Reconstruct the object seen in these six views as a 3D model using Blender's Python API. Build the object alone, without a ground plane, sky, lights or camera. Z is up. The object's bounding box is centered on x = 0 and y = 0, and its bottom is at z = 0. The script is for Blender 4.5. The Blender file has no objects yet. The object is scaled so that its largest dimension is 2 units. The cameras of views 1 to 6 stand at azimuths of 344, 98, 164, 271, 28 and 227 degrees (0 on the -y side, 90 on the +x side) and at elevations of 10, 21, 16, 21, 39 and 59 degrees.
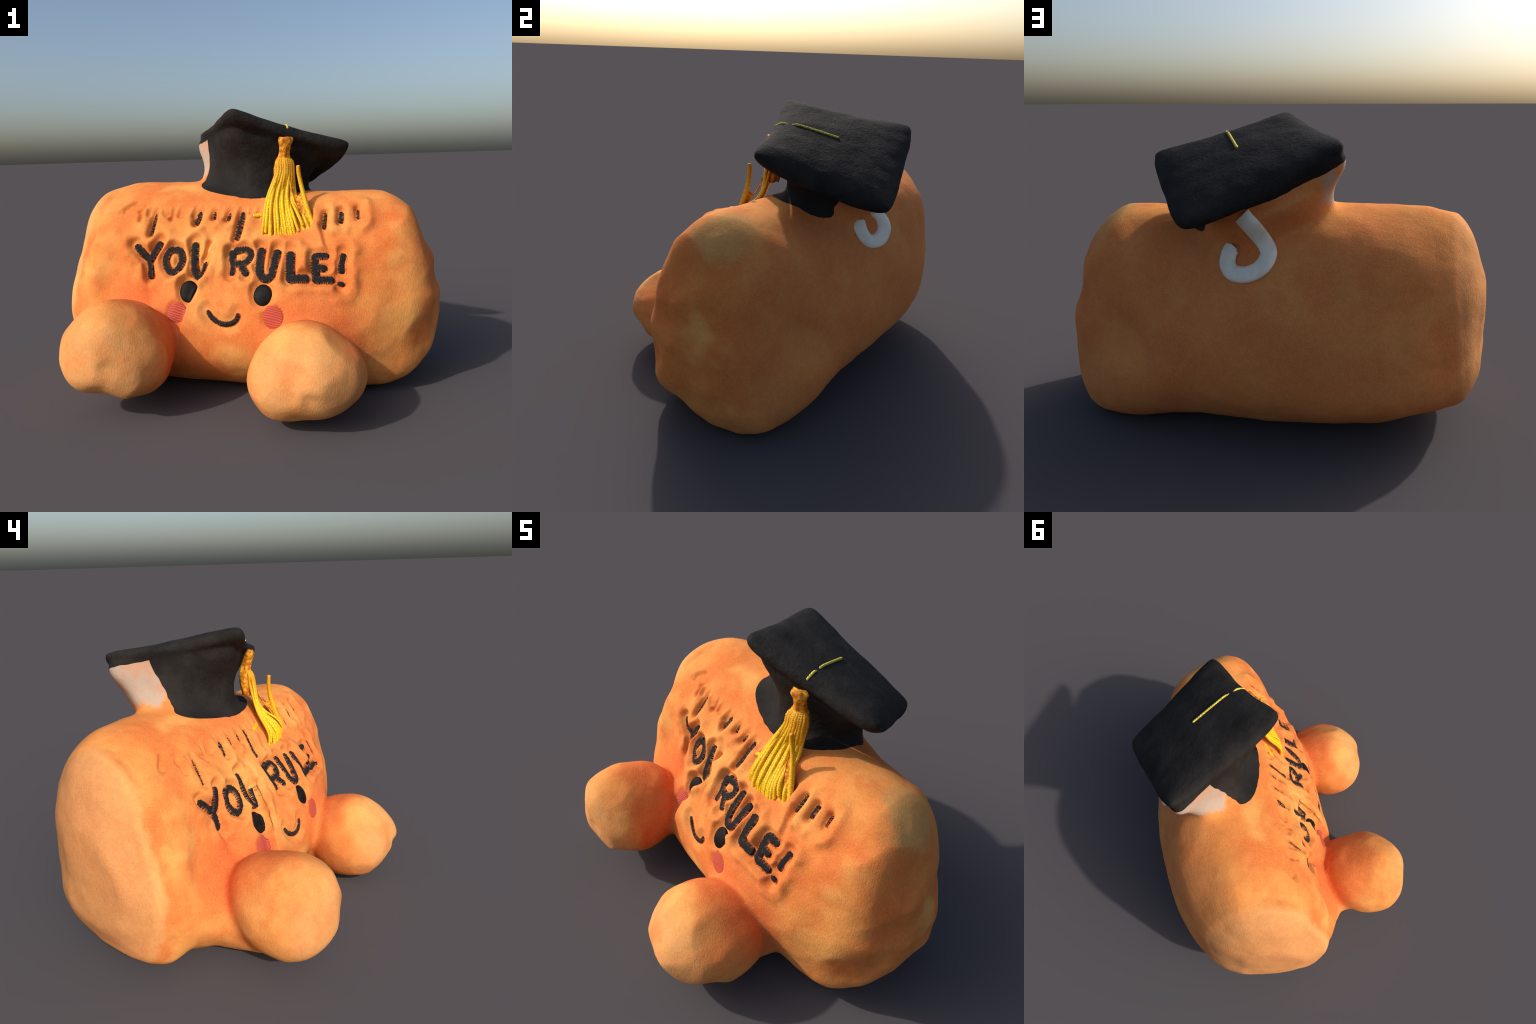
# Plush pillow toy with two round feet, a smiling face, embroidered words and a
# graduation cap with a tassel.  Built part by part; every curve below is a
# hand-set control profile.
import bpy, bmesh, math, random
import numpy as np
from mathutils import Vector, noise
from mathutils.bvhtree import BVHTree

random.seed(7)
rng = np.random.default_rng(7)

# ------------------------------------------------------------------ frames
TURN = math.radians(-28.0)            # the pillow lies turned about z
AX = np.array([math.cos(TURN), math.sin(TURN), 0.0])     # along the pillow
AY = np.array([-math.sin(TURN), math.cos(TURN), 0.0])    # towards its back
AZ = np.array([0.0, 0.0, 1.0])
L2W = np.stack([AX, AY, AZ], 1)
NF = np.array([0.0, -0.853, 0.522])   # outward normal of the leaning face (pillow frame)
UF = np.array([0.0, 0.522, 0.853])    # "up" on that face

def to_world(p):
    return np.asarray(p, float) @ L2W.T

def to_local(p):
    return np.asarray(p, float) @ L2W

def smoothstep(a, b, x):
    t = np.clip((x - a) / (b - a), 0.0, 1.0)
    return t * t * (3 - 2 * t)

# ------------------------------------------------------------------ profiles
# stations of the pillow: position along it, lean of the section (y, z), and
# radii of the section every 360/14 degrees, starting at the back, going up
AXIS = (0.17, 0.47)
PILLOW = [
    (-1.029, 0.020, 0.004, (0.146, 0.160, 0.230, 0.282, 0.244, 0.197, 0.187, 0.195, 0.192, 0.210, 0.202, 0.191, 0.204, 0.192)),
    (-0.943, 0.017, 0.006, (0.287, 0.312, 0.399, 0.489, 0.454, 0.311, 0.294, 0.332, 0.374, 0.442, 0.347, 0.329, 0.334, 0.320)),
    (-0.785, 0.055, -0.016, (0.426, 0.446, 0.532, 0.600, 0.503, 0.429, 0.385, 0.377, 0.484, 0.477, 0.447, 0.417, 0.408, 0.442)),
    (-0.584, 0.108, 0.035, (0.489, 0.518, 0.614, 0.614, 0.536, 0.431, 0.373, 0.361, 0.568, 0.528, 0.470, 0.448, 0.467, 0.501)),
    (-0.157, 0.043, 0.040, (0.504, 0.535, 0.571, 0.601, 0.536, 0.433, 0.412, 0.490, 0.591, 0.567, 0.481, 0.469, 0.500, 0.517)),
    (0.316, -0.014, 0.008, (0.480, 0.455, 0.498, 0.539, 0.527, 0.440, 0.448, 0.492, 0.554, 0.562, 0.474, 0.473, 0.512, 0.508)),
    (0.707, -0.146, 0.043, (0.372, 0.397, 0.478, 0.516, 0.498, 0.393, 0.289, 0.306, 0.361, 0.512, 0.478, 0.469, 0.547, 0.507)),
    (0.897, -0.101, 0.032, (0.313, 0.301, 0.308, 0.288, 0.214, 0.051, 0.028, 0.075, 0.112, 0.338, 0.370, 0.455, 0.510, 0.378)),
    (0.971, -0.028, -0.003, (0.176, 0.138, 0.102, 0.105, 0.080, 0.046, 0.030, 0.040, 0.079, 0.162, 0.222, 0.211, 0.258, 0.202)),
]
# feet: centre (world) and radii, rings from the body side to the toe side
FOOT_RINGS = (-75, -45, -15, 15, 45, 75)
FEET = [
    ((-0.738, -0.197, 0.308), [
        (0.308, 0.301, 0.294, 0.280, 0.252, 0.241, 0.257, 0.283),
        (0.303, 0.277, 0.277, 0.275, 0.250, 0.236, 0.244, 0.277),
        (0.260, 0.240, 0.245, 0.245, 0.253, 0.234, 0.216, 0.273),
        (0.268, 0.239, 0.250, 0.249, 0.263, 0.243, 0.190, 0.262),
        (0.252, 0.244, 0.262, 0.255, 0.260, 0.257, 0.227, 0.266),
        (0.220, 0.242, 0.248, 0.234, 0.241, 0.245, 0.250, 0.247)]),
    ((0.066, -0.620, 0.250), [
        (0.303, 0.274, 0.255, 0.248, 0.256, 0.274, 0.300, 0.317),
        (0.293, 0.252, 0.243, 0.241, 0.255, 0.274, 0.278, 0.304),
        (0.274, 0.219, 0.223, 0.229, 0.255, 0.278, 0.233, 0.270),
        (0.258, 0.211, 0.216, 0.224, 0.259, 0.266, 0.208, 0.233),
        (0.247, 0.223, 0.214, 0.220, 0.254, 0.261, 0.219, 0.240),
        (0.259, 0.247, 0.224, 0.224, 0.241, 0.248, 0.251, 0.225)]),
]
# cap board: corner centres (world)
FL = np.array((-0.066, 0.003, 1.420))
FR = np.array((0.527, -0.050, 1.246))
BL = np.array((-0.093, 0.630, 1.317))
BR = np.array((0.488, 0.532, 1.039))
# crown of the cap and the furry neck behind it: rings from inside the pillow
# up to the board; the last ring is given in board coordinates (across, back)
CROWN_BASE = [(0.41, 0.29), (0.43, 0.15), (0.34, 0.055), (0.20, 0.025), (0.06, 0.055), (-0.08, 0.15),
              (-0.25, 0.28), (-0.25, 0.38), (-0.14, 0.47), (0.04, 0.49), (0.19, 0.44), (0.31, 0.36)]
CROWN_BASE_Z = [0.84, 0.86, 0.86, 0.86, 0.87, 0.90, 0.95, 0.97, 0.95, 0.92, 0.88, 0.84]
CROWN_WAIST = [(0.38, 0.30), (0.40, 0.15), (0.33, 0.07), (0.19, 0.045), (0.05, 0.075), (-0.03, 0.18),
               (-0.13, 0.31), (-0.14, 0.44), (-0.11, 0.56), (0.05, 0.615), (0.20, 0.57), (0.33, 0.43)]
CROWN_WAIST_Z = [0.97, 1.02, 1.06, 1.10, 1.12, 1.13, 1.12, 1.12, 1.13, 1.10, 1.04, 0.97]
CROWN_TOP = [(0.95, 0.50), (0.95, 0.26), (0.80, 0.06), (0.45, 0.03), (0.20, 0.05), (0.03, 0.12),
             (-0.03, 0.48), (-0.04, 0.76), (-0.03, 1.02), (0.28, 1.04), (0.55, 1.04), (0.85, 0.90)]

CROWN_LIP = [(0.86, 0.48), (0.88, 0.26), (0.76, 0.10), (0.45, 0.06), (0.20, 0.07), (0.05, 0.15),
             (-0.01, 0.48), (-0.02, 0.76), (-0.02, 1.02), (0.28, 1.05), (0.52, 1.03), (0.74, 0.84)]
# where the black felt ends on the pillow
FELT_EDGE = [(0.39, 0.30), (0.43, 0.16), (0.35, 0.015), (0.20, -0.025), (0.04, 0.02), (-0.10, 0.13),
             (-0.19, 0.25), (-0.22, 0.41), (-0.14, 0.53), (0.03, 0.57), (0.20, 0.52), (0.33, 0.40)]

# ------------------------------------------------------------------ writing
# pen strokes on the leaning face: (across, up) points and pen width
LETTERS = [
    ("Y", [[(-0.607, 0.582), (-0.566, 0.538), (-0.527, 0.501), (-0.519, 0.412)], [(-0.463, 0.598), (-0.521, 0.498)]], 0.037),
    ("O", [[(-0.385, 0.559), (-0.415, 0.540), (-0.428, 0.498), (-0.415, 0.455), (-0.382, 0.432), (-0.349, 0.455),
            (-0.336, 0.498), (-0.352, 0.543), (-0.385, 0.559)]], 0.037),
    ("U", [[(-0.271, 0.595), (-0.265, 0.467), (-0.251, 0.424), (-0.231, 0.408), (-0.212, 0.430), (-0.202, 0.490)]], 0.039),
    ("R", [[(-0.062, 0.544), (-0.052, 0.405)],
           [(-0.055, 0.541), (0.005, 0.548), (0.033, 0.530), (0.030, 0.490), (0.005, 0.470), (-0.045, 0.468)],
           [(-0.011, 0.466), (0.027, 0.402)]], 0.037),
    ("U", [[(0.089, 0.558), (0.088, 0.435), (0.103, 0.398), (0.128, 0.385), (0.150, 0.400), (0.160, 0.440), (0.175, 0.545)]], 0.040),
    ("L", [[(0.240, 0.534), (0.247, 0.385), (0.336, 0.392)]], 0.045),
    ("E", [[(0.432, 0.516), (0.362, 0.510), (0.372, 0.386), (0.460, 0.391)], [(0.372, 0.448), (0.423, 0.449)]], 0.039),
    ("mark", [[(0.500, 0.532), (0.495, 0.428)], [(0.494, 0.386), (0.492, 0.366)]], 0.039),
]
TICKS = [  # ruler ticks in the slits along the top edge: ends and width
    ((-0.509, 0.785), (-0.530, 0.635), 0.015), ((-0.256, 0.800), (-0.281, 0.698), 0.022),
    ((-0.178, 0.814), (-0.185, 0.730), 0.013), ((-0.090, 0.802), (-0.109, 0.722), 0.016),
    ((-0.025, 0.788), (-0.051, 0.607), 0.026), ((0.404, 0.764), (0.398, 0.672), 0.015),
    ((0.485, 0.768), (0.483, 0.704), 0.023), ((0.566, 0.778), (0.570, 0.724), 0.013),
]
BARE_SLITS = [  # slits and dents without a tick in them
    ((-0.463, 0.802), (-0.450, 0.762), 0.030), ((-0.358, 0.802), (-0.358, 0.750), 0.014),
    ((-0.655, 0.830), (-0.700, 0.790), 0.030), ((-0.575, 0.815), (-0.600, 0.780), 0.025),
    ((0.390, 0.690), (0.424, 0.575), 0.016), ((0.325, 0.760), (0.315, 0.690), 0.018),
    ((-0.190, 0.585), (-0.215, 0.455), 0.012),
]
# tight pleats gathered along the seam above the writing
for k in range(17):
    px = -0.60 + 0.044 * k + 0.012 * rng.random()
    if min(abs(px - t[0][0]) for t in TICKS) > 0.022:
        BARE_SLITS.append(((px + 0.004, 0.806), (px - 0.006, 0.765 - 0.045 * rng.random()), 0.010))
SEAM = [(-0.72, 0.780), (-0.62, 0.806), (-0.40, 0.815), (-0.15, 0.822), (0.04, 0.815)]
SMILE = [(-0.160, 0.222), (-0.147, 0.200), (-0.128, 0.182), (-0.085, 0.160), (-0.036, 0.163), (-0.008, 0.185), (-0.001, 0.210)]
EYES = [((-0.282, 0.330), 0.046, 0.058), ((0.116, 0.301), 0.046, 0.056)]
CHEEKS = [((-0.332, 0.218), 0.050, 0.054), ((0.172, 0.195), 0.052, 0.056)]
FOLD = [(-0.160, 0.640), (-0.176, 0.560), (-0.216, 0.400), (-0.255, 0.285), (-0.286, 0.180), (-0.305, 0.090)]

# ------------------------------------------------------------------ helpers
def catmull(u):
    return np.array([-u + 2 * u * u - u ** 3, 2 - 5 * u * u + 3 * u ** 3, u + 4 * u * u - 3 * u ** 3, -u * u + u ** 3]) / 2

def weights_open(n, per):
    rows = []
    for s in range(n - 1):
        for k in range(per + (1 if s == n - 2 else 0)):
            c = catmull(k / per)
            w = np.zeros(n)
            for j, i in enumerate((s - 1, s, s + 1, s + 2)):
                if i < 0:
                    w[0] += 2 * c[j]; w[1] -= c[j]
                elif i > n - 1:
                    w[n - 1] += 2 * c[j]; w[n - 2] -= c[j]
                else:
                    w[i] += c[j]
            rows.append(w)
    return np.array(rows)

def weights_closed(n, per):
    rows = []
    for a in range(n):
        for k in range(per):
            c = catmull(k / per)
            w = np.zeros(n)
            for j in range(4):
                w[(a - 1 + j) % n] += c[j]
            rows.append(w)
    return np.array(rows)

def curve_points(pts, per=8):
    pts = np.asarray(pts, float)
    return weights_open(len(pts), per) @ pts if len(pts) > 2 else \
        pts[0] + (pts[1] - pts[0]) * np.linspace(0, 1, per + 1)[:, None]

def loft(ctrl, per_u=6, per_v=6, cap_bulge=0.0):
    """closed tube through rings of control points, ends closed on a pole"""
    ctrl = np.asarray(ctrl, float)
    wu, wv = weights_open(ctrl.shape[0], per_u), weights_closed(ctrl.shape[1], per_v)
    g = np.einsum('is,jt,stk->ijk', wu, wv, ctrl)
    nu, nv = g.shape[:2]
    verts = g.reshape(-1, 3).tolist()
    faces = [(i * nv + j, i * nv + (j + 1) % nv, (i + 1) * nv + (j + 1) % nv, (i + 1) * nv + j)
             for i in range(nu - 1) for j in range(nv)]
    for ring, nb in ((0, 1), (nu - 1, nu - 2)):
        c = g[ring].mean(0)
        d = c - g[nb].mean(0)
        n = np.linalg.norm(d)
        verts.append((c + (d / n if n > 1e-6 else d) * cap_bulge).tolist())
        k = len(verts) - 1
        for j in range(nv):
            a, b = ring * nv + j, ring * nv + (j + 1) % nv
            faces.append((b, a, k) if ring == 0 else (a, b, k))
    return verts, faces

def new_object(name, verts, faces, mat=None, smooth=True):
    me = bpy.data.meshes.new(name)
    me.from_pydata([tuple(v) for v in verts], [], faces)
    me.validate(); me.update()
    if smooth:
        me.polygons.foreach_set("use_smooth", [True] * len(me.polygons))
    ob = bpy.data.objects.new(name, me)
    bpy.context.scene.collection.objects.link(ob)
    if mat:
        me.materials.append(mat)
    return ob

def merge(parts):
    V, F = [], []
    for v, f in parts:
        o = len(V)
        V += [tuple(x) for x in v]
        F += [tuple(i + o for i in q) for q in f]
    return V, F

def seg_dist(P, pts):
    """distance of 2-D points P to a polyline"""
    pts = np.asarray(pts, float)
    best = np.full(len(P), 1e9)
    for a, b in zip(pts[:-1], pts[1:]):
        d = b - a
        t = np.clip(((P - a) @ d) / max(d @ d, 1e-12), 0, 1)
        best = np.minimum(best, np.linalg.norm(P - a - t[:, None] * d, axis=1))
    return best

def fbm(P, scale, octaves=3):
    out = np.empty(len(P))
    for i, p in enumerate(P):
        out[i] = noise.fractal(Vector((p[0] * scale, p[1] * scale, p[2] * scale)), 1.0, 2.0, octaves)
    return out

# ------------------------------------------------------------------ solid forms
th = np.arange(14) / 14 * 2 * math.pi
ctrl = []
for x, ky, kz, r in PILLOW:
    r = np.array(r)
    ctrl.append(np.stack([x + ky * np.cos(th) + kz * np.sin(th), AXIS[0] + r * np.cos(th), AXIS[1] + r * np.sin(th)], 1))
v, f = loft(to_world(np.array(ctrl)), 8, 7, 0.012)
forms = [(v, f)]
pillow_tree = BVHTree.FromPolygons([tuple(q) for q in v], f)

def foot_form(centre, rings):
    rr = np.array(rings)
    tip = 0.5 * rr[-1] + 0.5 * rr[-1].mean()
    rr = np.vstack([np.full(8, rr[0].mean()), rr[:-1], tip, np.full(8, rr[-1].mean())])
    lat = np.radians((-88,) + FOOT_RINGS + (89,))
    wu, wv = weights_open(8, 7), weights_closed(8, 7)
    R = wu @ rr @ wv.T
    la = wu @ lat
    t = np.arange(R.shape[1]) / R.shape[1] * 2 * math.pi
    d = np.stack([np.cos(la)[:, None] * np.cos(t), -np.sin(la)[:, None] * np.ones_like(t), np.cos(la)[:, None] * np.sin(t)], 2)
    g = np.array(centre) + (d * R[:, :, None]) @ L2W.T
    nu, nv = g.shape[:2]
    V = g.reshape(-1, 3).tolist()
    F = [(i * nv + j, i * nv + (j + 1) % nv, (i + 1) * nv + (j + 1) % nv, (i + 1) * nv + j) for i in range(nu - 1) for j in range(nv)]
    for ring in (0, nu - 1):
        V.append(g[ring].mean(0).tolist())
        for j in range(nv):
            a, b = ring * nv + j, ring * nv + (j + 1) % nv
            F.append((b, a, len(V) - 1) if ring == 0 else (a, b, len(V) - 1))
    return V, F

for c, rings in FEET:
    forms.append(foot_form(c, rings))
    # short neck joining the foot to the pillow
    cl = to_local(c)
    ring = []
    for k, (dy, rad) in enumerate(((0.06, 0.18), (0.16, 0.19), (0.30, 0.21))):
        t = np.arange(12) / 12 * 2 * math.pi
        ring.append(np.stack([cl[0] + rad * np.cos(t), np.full(12, cl[1] + dy), cl[2] - 0.08 + rad * np.sin(t)], 1))
    forms.append(loft(to_world(np.array(ring))[:, ::-1], 4, 3))

# board
EA, EB = FR - FL, BL - FL
NB = np.cross(EA / np.linalg.norm(EA), EB / np.linalg.norm(EB)); NB /= np.linalg.norm(NB)

def board_mid(a, b):
    a, b = np.asarray(a)[..., None], np.asarray(b)[..., None]
    return FL * (1 - a) * (1 - b) + FR * a * (1 - b) + BL * (1 - a) * b + BR * a * b

def board_point(a, b, h):
    """a, b over [0,1] between the corner centres; h = height above the middle sheet"""
    return board_mid(a, b) + np.asarray(h)[..., None] * NB

def board_form(n=44):
    u = np.sin(np.linspace(-1, 1, n) * math.pi / 2)
    U, W = np.meshgrid(u, u, indexing='ij')
    su, sw = U * np.sqrt(1 - 0.16 * W ** 6), W * np.sqrt(1 - 0.16 * U ** 6)
    # the cloth edges pull in between the corners
    su = su * (1 - 0.045 * (1 - W ** 2) * np.where(U > 0, 0.2, 0.4))
    sw = sw * (1 - 0.10 * (1 - U ** 2) * np.where(W < 0, 1.0, 0.1))
    a, b = 0.5 + 0.578 * su, 0.5 + 0.578 * sw
    T = 0.046 * ((1 - np.abs(U) ** 7) * (1 - np.abs(W) ** 7)) ** 0.42
    dome = 0.014 * (U * W) ** 4 + 0.014 * (1 - U ** 2) * (1 - W ** 2) - 0.016 * ((1 - W ** 2) * U ** 6 + (1 - U ** 2) * W ** 6)
    top = board_point(a, b, T * 0.85 + dome)
    bot = board_point(a, b, -T * np.where(W < 0, 1.25, 1.1) + np.minimum(dome, 0))
    V = np.concatenate([top.reshape(-1, 3), bot.reshape(-1, 3)]).tolist()
    F = []
    for i in range(n - 1):
        for j in range(n - 1):
            q = (i * n + j, (i + 1) * n + j, (i + 1) * n + j + 1, i * n + j + 1)
            F.append(q)
            F.append(tuple(k + n * n for k in q[::-1]))
    for k in range(n - 1):
        for (p, q) in (((k, 0), (k + 1, 0)), ((k + 1, n - 1), (k, n - 1)), ((0, k + 1), (0, k)), ((n - 1, k), (n - 1, k + 1))):
            A, Bq = p[0] * n + p[1], q[0] * n + q[1]
            F.append((Bq, A, A + n * n, Bq + n * n))
    return V, F

forms.append(board_form())

base = np.array([(x, y, z) for (x, y), z in zip(CROWN_BASE, CROWN_BASE_Z)])
waist = np.array([(x, y, z) for (x, y), z in zip(CROWN_WAIST, CROWN_WAIST_Z)])
top = np.array([board_point(a, b, -0.035) for a, b in CROWN_TOP])
lip = np.array([board_point(a, b, -0.085) for a, b in CROWN_LIP])
inner = np.array([board_point(0.45 + (a - 0.45) * 0.9, 0.5 + (b - 0.5) * 0.9, 0.0) for a, b in CROWN_TOP])
low = base.copy(); low[:, 2] -= 0.10
forms.append(loft(np.array([low, base, waist, lip, top, inner]), 6, 5))

# ------------------------------------------------------------------ one skin
V, F = merge(forms)
blob = new_object("skin_blank", V, F)
mod = blob.modifiers.new("skin", 'REMESH')
mod.mode = 'VOXEL'; mod.voxel_size = 0.0075; mod.adaptivity = 0.0
dg = bpy.context.evaluated_depsgraph_get()
ev = blob.evaluated_get(dg)
me = bpy.data.meshes.new_from_object(ev)
bpy.data.objects.remove(blob)

# keep the outer shell only
bm = bmesh.new(); bm.from_mesh(me)
seen, best = set(), []
for v0 in bm.verts:
    if v0.index in seen:
        continue
    stack, comp = [v0], []
    seen.add(v0.index)
    while stack:
        a = stack.pop(); comp.append(a)
        for e in a.link_edges:
            b = e.other_vert(a)
            if b.index not in seen:
                seen.add(b.index); stack.append(b)
    if len(comp) > len(best):
        best = comp
keep = set(v.index for v in best)
bmesh.ops.delete(bm, geom=[v for v in bm.verts if v.index not in keep], context='VERTS')
bm.to_mesh(me); bm.free()

N = len(me.vertices)
P = np.empty(N * 3); me.vertices.foreach_get("co", P); P = P.reshape(-1, 3)
E2 = np.empty(len(me.edges) * 2, int); me.edges.foreach_get("vertices", E2); E2 = E2.reshape(-1, 2)
deg = np.bincount(E2.ravel(), minlength=N).astype(float)

def smooth_pass(P, w):
    acc = np.zeros_like(P)
    for k in range(3):
        acc[:, k] = np.bincount(E2[:, 0], P[E2[:, 1], k], N) + np.bincount(E2[:, 1], P[E2[:, 0], k], N)
    return P + (acc / deg[:, None] - P) * w[:, None]

def normals_of(P):
    me.vertices.foreach_set("co", P.ravel()); me.update()
    n = np.empty(N * 3); me.vertices.foreach_get("normal", n)
    return n.reshape(-1, 3)

for _ in range(5):
    P = smooth_pass(P, np.full(N, 0.5))
# rounder fillets where feet and cap meet the pillow
Pl = to_local(P)
near = np.zeros(N)
for c, _r in FEET:
    cl = to_local(c)
    d = np.linalg.norm((Pl - cl)[:, [0, 2]], axis=1)
    near = np.maximum(near, 1.0 * smoothstep(0.42, 0.27, d) * smoothstep(-0.50, -0.42, Pl[:, 1]) * (Pl[:, 1] < -0.1))
dcr = np.full(N, 9.0)
ring = curve_points(np.array(CROWN_BASE + [CROWN_BASE[0]]), 4)
dcr = seg_dist(P[:, :2], ring)
near = np.maximum(near, smoothstep(0.14, 0.06, dcr) * smoothstep(0.78, 0.86, P[:, 2]) * smoothstep(1.14, 1.04, P[:, 2]))
for _ in range(45):
    P = smooth_pass(P, 0.6 * near)
ends = np.maximum(smoothstep(-0.84, -0.93, Pl[:, 0]), smoothstep(0.62, 0.78, Pl[:, 0])) * smoothstep(-0.36, -0.26, Pl[:, 1]) * smoothstep(0.12, 0.30, Pl[:, 2])
ends = np.where(Pl[:, 0] < 0, 0.5, 1.0) * ends
for _ in range(60):
    P = smooth_pass(P, 0.5 * ends)

# ------------------------------------------------------------------ relief
Nn = normals_of(P)
Pl, Nl = to_local(P), to_local(Nn)
fc = np.stack([Pl[:, 0], Pl @ UF], 1)                       # face coordinates
front = smoothstep(0.05, 0.45, Nl @ NF) * (Pl[:, 1] < 0.16) * smoothstep(-0.47, -0.38, Pl[:, 1])
cap_side = smoothstep(0.10, 0.0, np.maximum(0, 0.97 - P[:, 2]))  # rises to 1 on the cap
front *= 1 - cap_side * (dcr < 0.25)

disp = np.zeros(N)
# the fold that stands over the left eye: a step across the FOLD line
fold = curve_points(FOLD, 8)
dF = seg_dist(fc, fold)
side = np.sign(fc[:, 0] - np.interp(fc[:, 1], fold[::-1, 1], fold[::-1, 0]))
along = smoothstep(0.66, 0.54, fc[:, 1]) * smoothstep(0.05, 0.16, fc[:, 1])
step = np.where(side < 0, -0.024 * np.exp(-(dF / 0.06) ** 2) * smoothstep(-0.004, 0.024, dF),
                0.020 * np.exp(-(dF / 0.10) ** 2))
disp += step * along * front
# crease that runs from the first letter down to the foot
CREASE = [(-0.560, 0.470), (-0.525, 0.380), (-0.500, 0.300)]
disp += -0.034 * np.exp(-(seg_dist(fc, CREASE) / 0.055) ** 2) * front
# welt of the seam round the near end panel
seam = Pl[:, 0] - (-1.02 + 0.125 * Pl[:, 2] + 0.12 * Pl[:, 1])
disp += (0.007 * np.exp(-(seam / 0.014) ** 2) + 0.017 * np.exp(-(seam / 0.06) ** 2) - 0.008 * np.exp(-((seam - 0.06) / 0.03) ** 2)) * (Pl[:, 1] < 0.6) \
    * smoothstep(-0.45, -0.30, Pl[:, 1]) * (0.25 + 0.75 * smoothstep(0.35, 0.05, Pl[:, 1]))
# general crumple of the stuffing, more in the feet and at the far end
crumple = (np.abs(fbm(P, 4.6, 1)) - 0.25) * 0.026 * np.maximum(smoothstep(-0.40, -0.56, Pl[:, 1]), 0.8 * smoothstep(0.45, 0.8, Pl[:, 0]))
disp += fbm(P, 3.2, 2) * 0.006 + fbm(P, 10.0, 2) * 0.0028 - crumple
P = P + Nn * disp[:, None]
P = smooth_pass(smooth_pass(P, np.full(N, 0.5)), np.full(N, 0.5))
lvb = np.empty(len(me.loops), int); me.loops.foreach_get("vertex_index", lvb)
lsb = np.empty(len(me.polygons), int); me.polygons.foreach_get("loop_start", lsb)
ltb = np.empty(len(me.polygons), int); me.polygons.foreach_get("loop_total", ltb)
base_tree = BVHTree.FromPolygons([tuple(q) for q in P], [tuple(lvb[a:a + b].tolist()) for a, b in zip(lsb, ltb)])
Nn = normals_of(P)
disp = np.zeros(N)
def groove(d, half, soft, depth):
    return -depth * smoothstep(half + soft, half * 1.05, d)
gsum = np.zeros(N)
for _n, strokes, w in LETTERS:
    for s in strokes:
        gsum = np.minimum(gsum, groove(seg_dist(fc, s), w * 0.5, 0.030, 0.026))
for a, b, w in TICKS:
    gsum = np.minimum(gsum, groove(seg_dist(fc, [a, b]), w * 0.5, 0.018, 0.024))
for a, b, w in BARE_SLITS:
    gsum = np.minimum(gsum, groove(seg_dist(fc, [a, b]), w * 0.4, 0.020, 0.024))
gsum = np.minimum(gsum, groove(seg_dist(fc, curve_points(SEAM, 6)), 0.006, 0.022, 0.012))
gsum = np.minimum(gsum, groove(seg_dist(fc, curve_points(SMILE, 5)), 0.012, 0.045, 0.018))
for (cx, cy), rx, ry in EYES:
    q = np.hypot((fc[:, 0] - cx) / rx, (fc[:, 1] - cy) / ry)
    gsum = np.minimum(gsum, -0.022 * smoothstep(1.6, 1.0, q))
for (cx, cy), rx, ry in CHEEKS:
    q = np.hypot((fc[:, 0] - cx) / rx, (fc[:, 1] - cy) / ry)
    gsum = np.minimum(gsum, -0.012 * smoothstep(1.4, 0.7, q))
# cloth puffs up around the stitched writing
dl = np.full(N, 9.0)
for _n, strokes, w in LETTERS:
    for s in strokes:
        dl = np.minimum(dl, seg_dist(fc, s))
for a, b, w in TICKS:
    dl = np.minimum(dl, seg_dist(fc, [a, b]))
for (cx, cy), rx, ry in EYES:
    dl = np.where(np.hypot((fc[:, 0] - cx) / rx, (fc[:, 1] - cy) / ry) < 1.5, 0.0, dl)
puff = 0.013 * np.exp(-((dl - 0.055) / 0.032) ** 2) * (1 + 1.2 * fbm(P, 11.0, 2))
disp += (gsum * (0.95 + 0.5 * fbm(P, 7.0, 2)) + puff) * front
P = P + Nn * disp[:, None]
P = smooth_pass(P, np.full(N, 0.4))
P[:, 2] = np.maximum(P[:, 2], 0.0)
Nn = normals_of(P)

# ------------------------------------------------------------------ regions
def board_height(P):
    """height above the board's middle sheet (approximate inverse of board_point)"""
    a = np.full(len(P), 0.5); b = np.full(len(P), 0.5)
    for _ in range(8):
        m = board_mid(a, b)
        d = P - m
        ta = (FR - FL) * (1 - b)[:, None] + (BR - BL) * b[:, None]
        tb = (BL - FL) * (1 - a)[:, None] + (BR - FR) * a[:, None]
        a = a + (d * ta).sum(1) / (ta * ta).sum(1) * 0.8
        b = b + (d * tb).sum(1) / (tb * tb).sum(1) * 0.8
    return ((P - board_mid(a, b)) * NB).sum(1), a, b

hB, aB, bB = board_height(P)
Pl = to_local(P)
# height over the bare pillow: the felt starts where the crown leaves it
over = np.full(N, -1.0)
for i in np.where((P[:, 2] > 0.80) & (seg_dist(P[:, :2], ring) < 0.45) | (P[:, 2] > 1.08))[0]:
    q, nq, _i, dq = pillow_tree.find_nearest(Vector(P[i]))
    over[i] = dq if (Vector(P[i]) - q).dot(nq) > 0 else -dq
fuzz = fbm(P, 30.0, 2) * 0.005
felt = curve_points(np.array(FELT_EDGE + [FELT_EDGE[0]]), 4)
inside = np.zeros(N, bool)
for (x0, y0), (x1, y1) in zip(felt[:-1], felt[1:]):
    cr = (y0 > P[:, 1]) != (y1 > P[:, 1])
    tt = (P[:, 1] - y0) / (y1 - y0 if abs(y1 - y0) > 1e-9 else 1e-9)
    inside ^= cr & (P[:, 0] < x0 + tt * (x1 - x0))
sdist = np.where(inside, 1, -1) * seg_dist(P[:, :2], felt)
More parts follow.
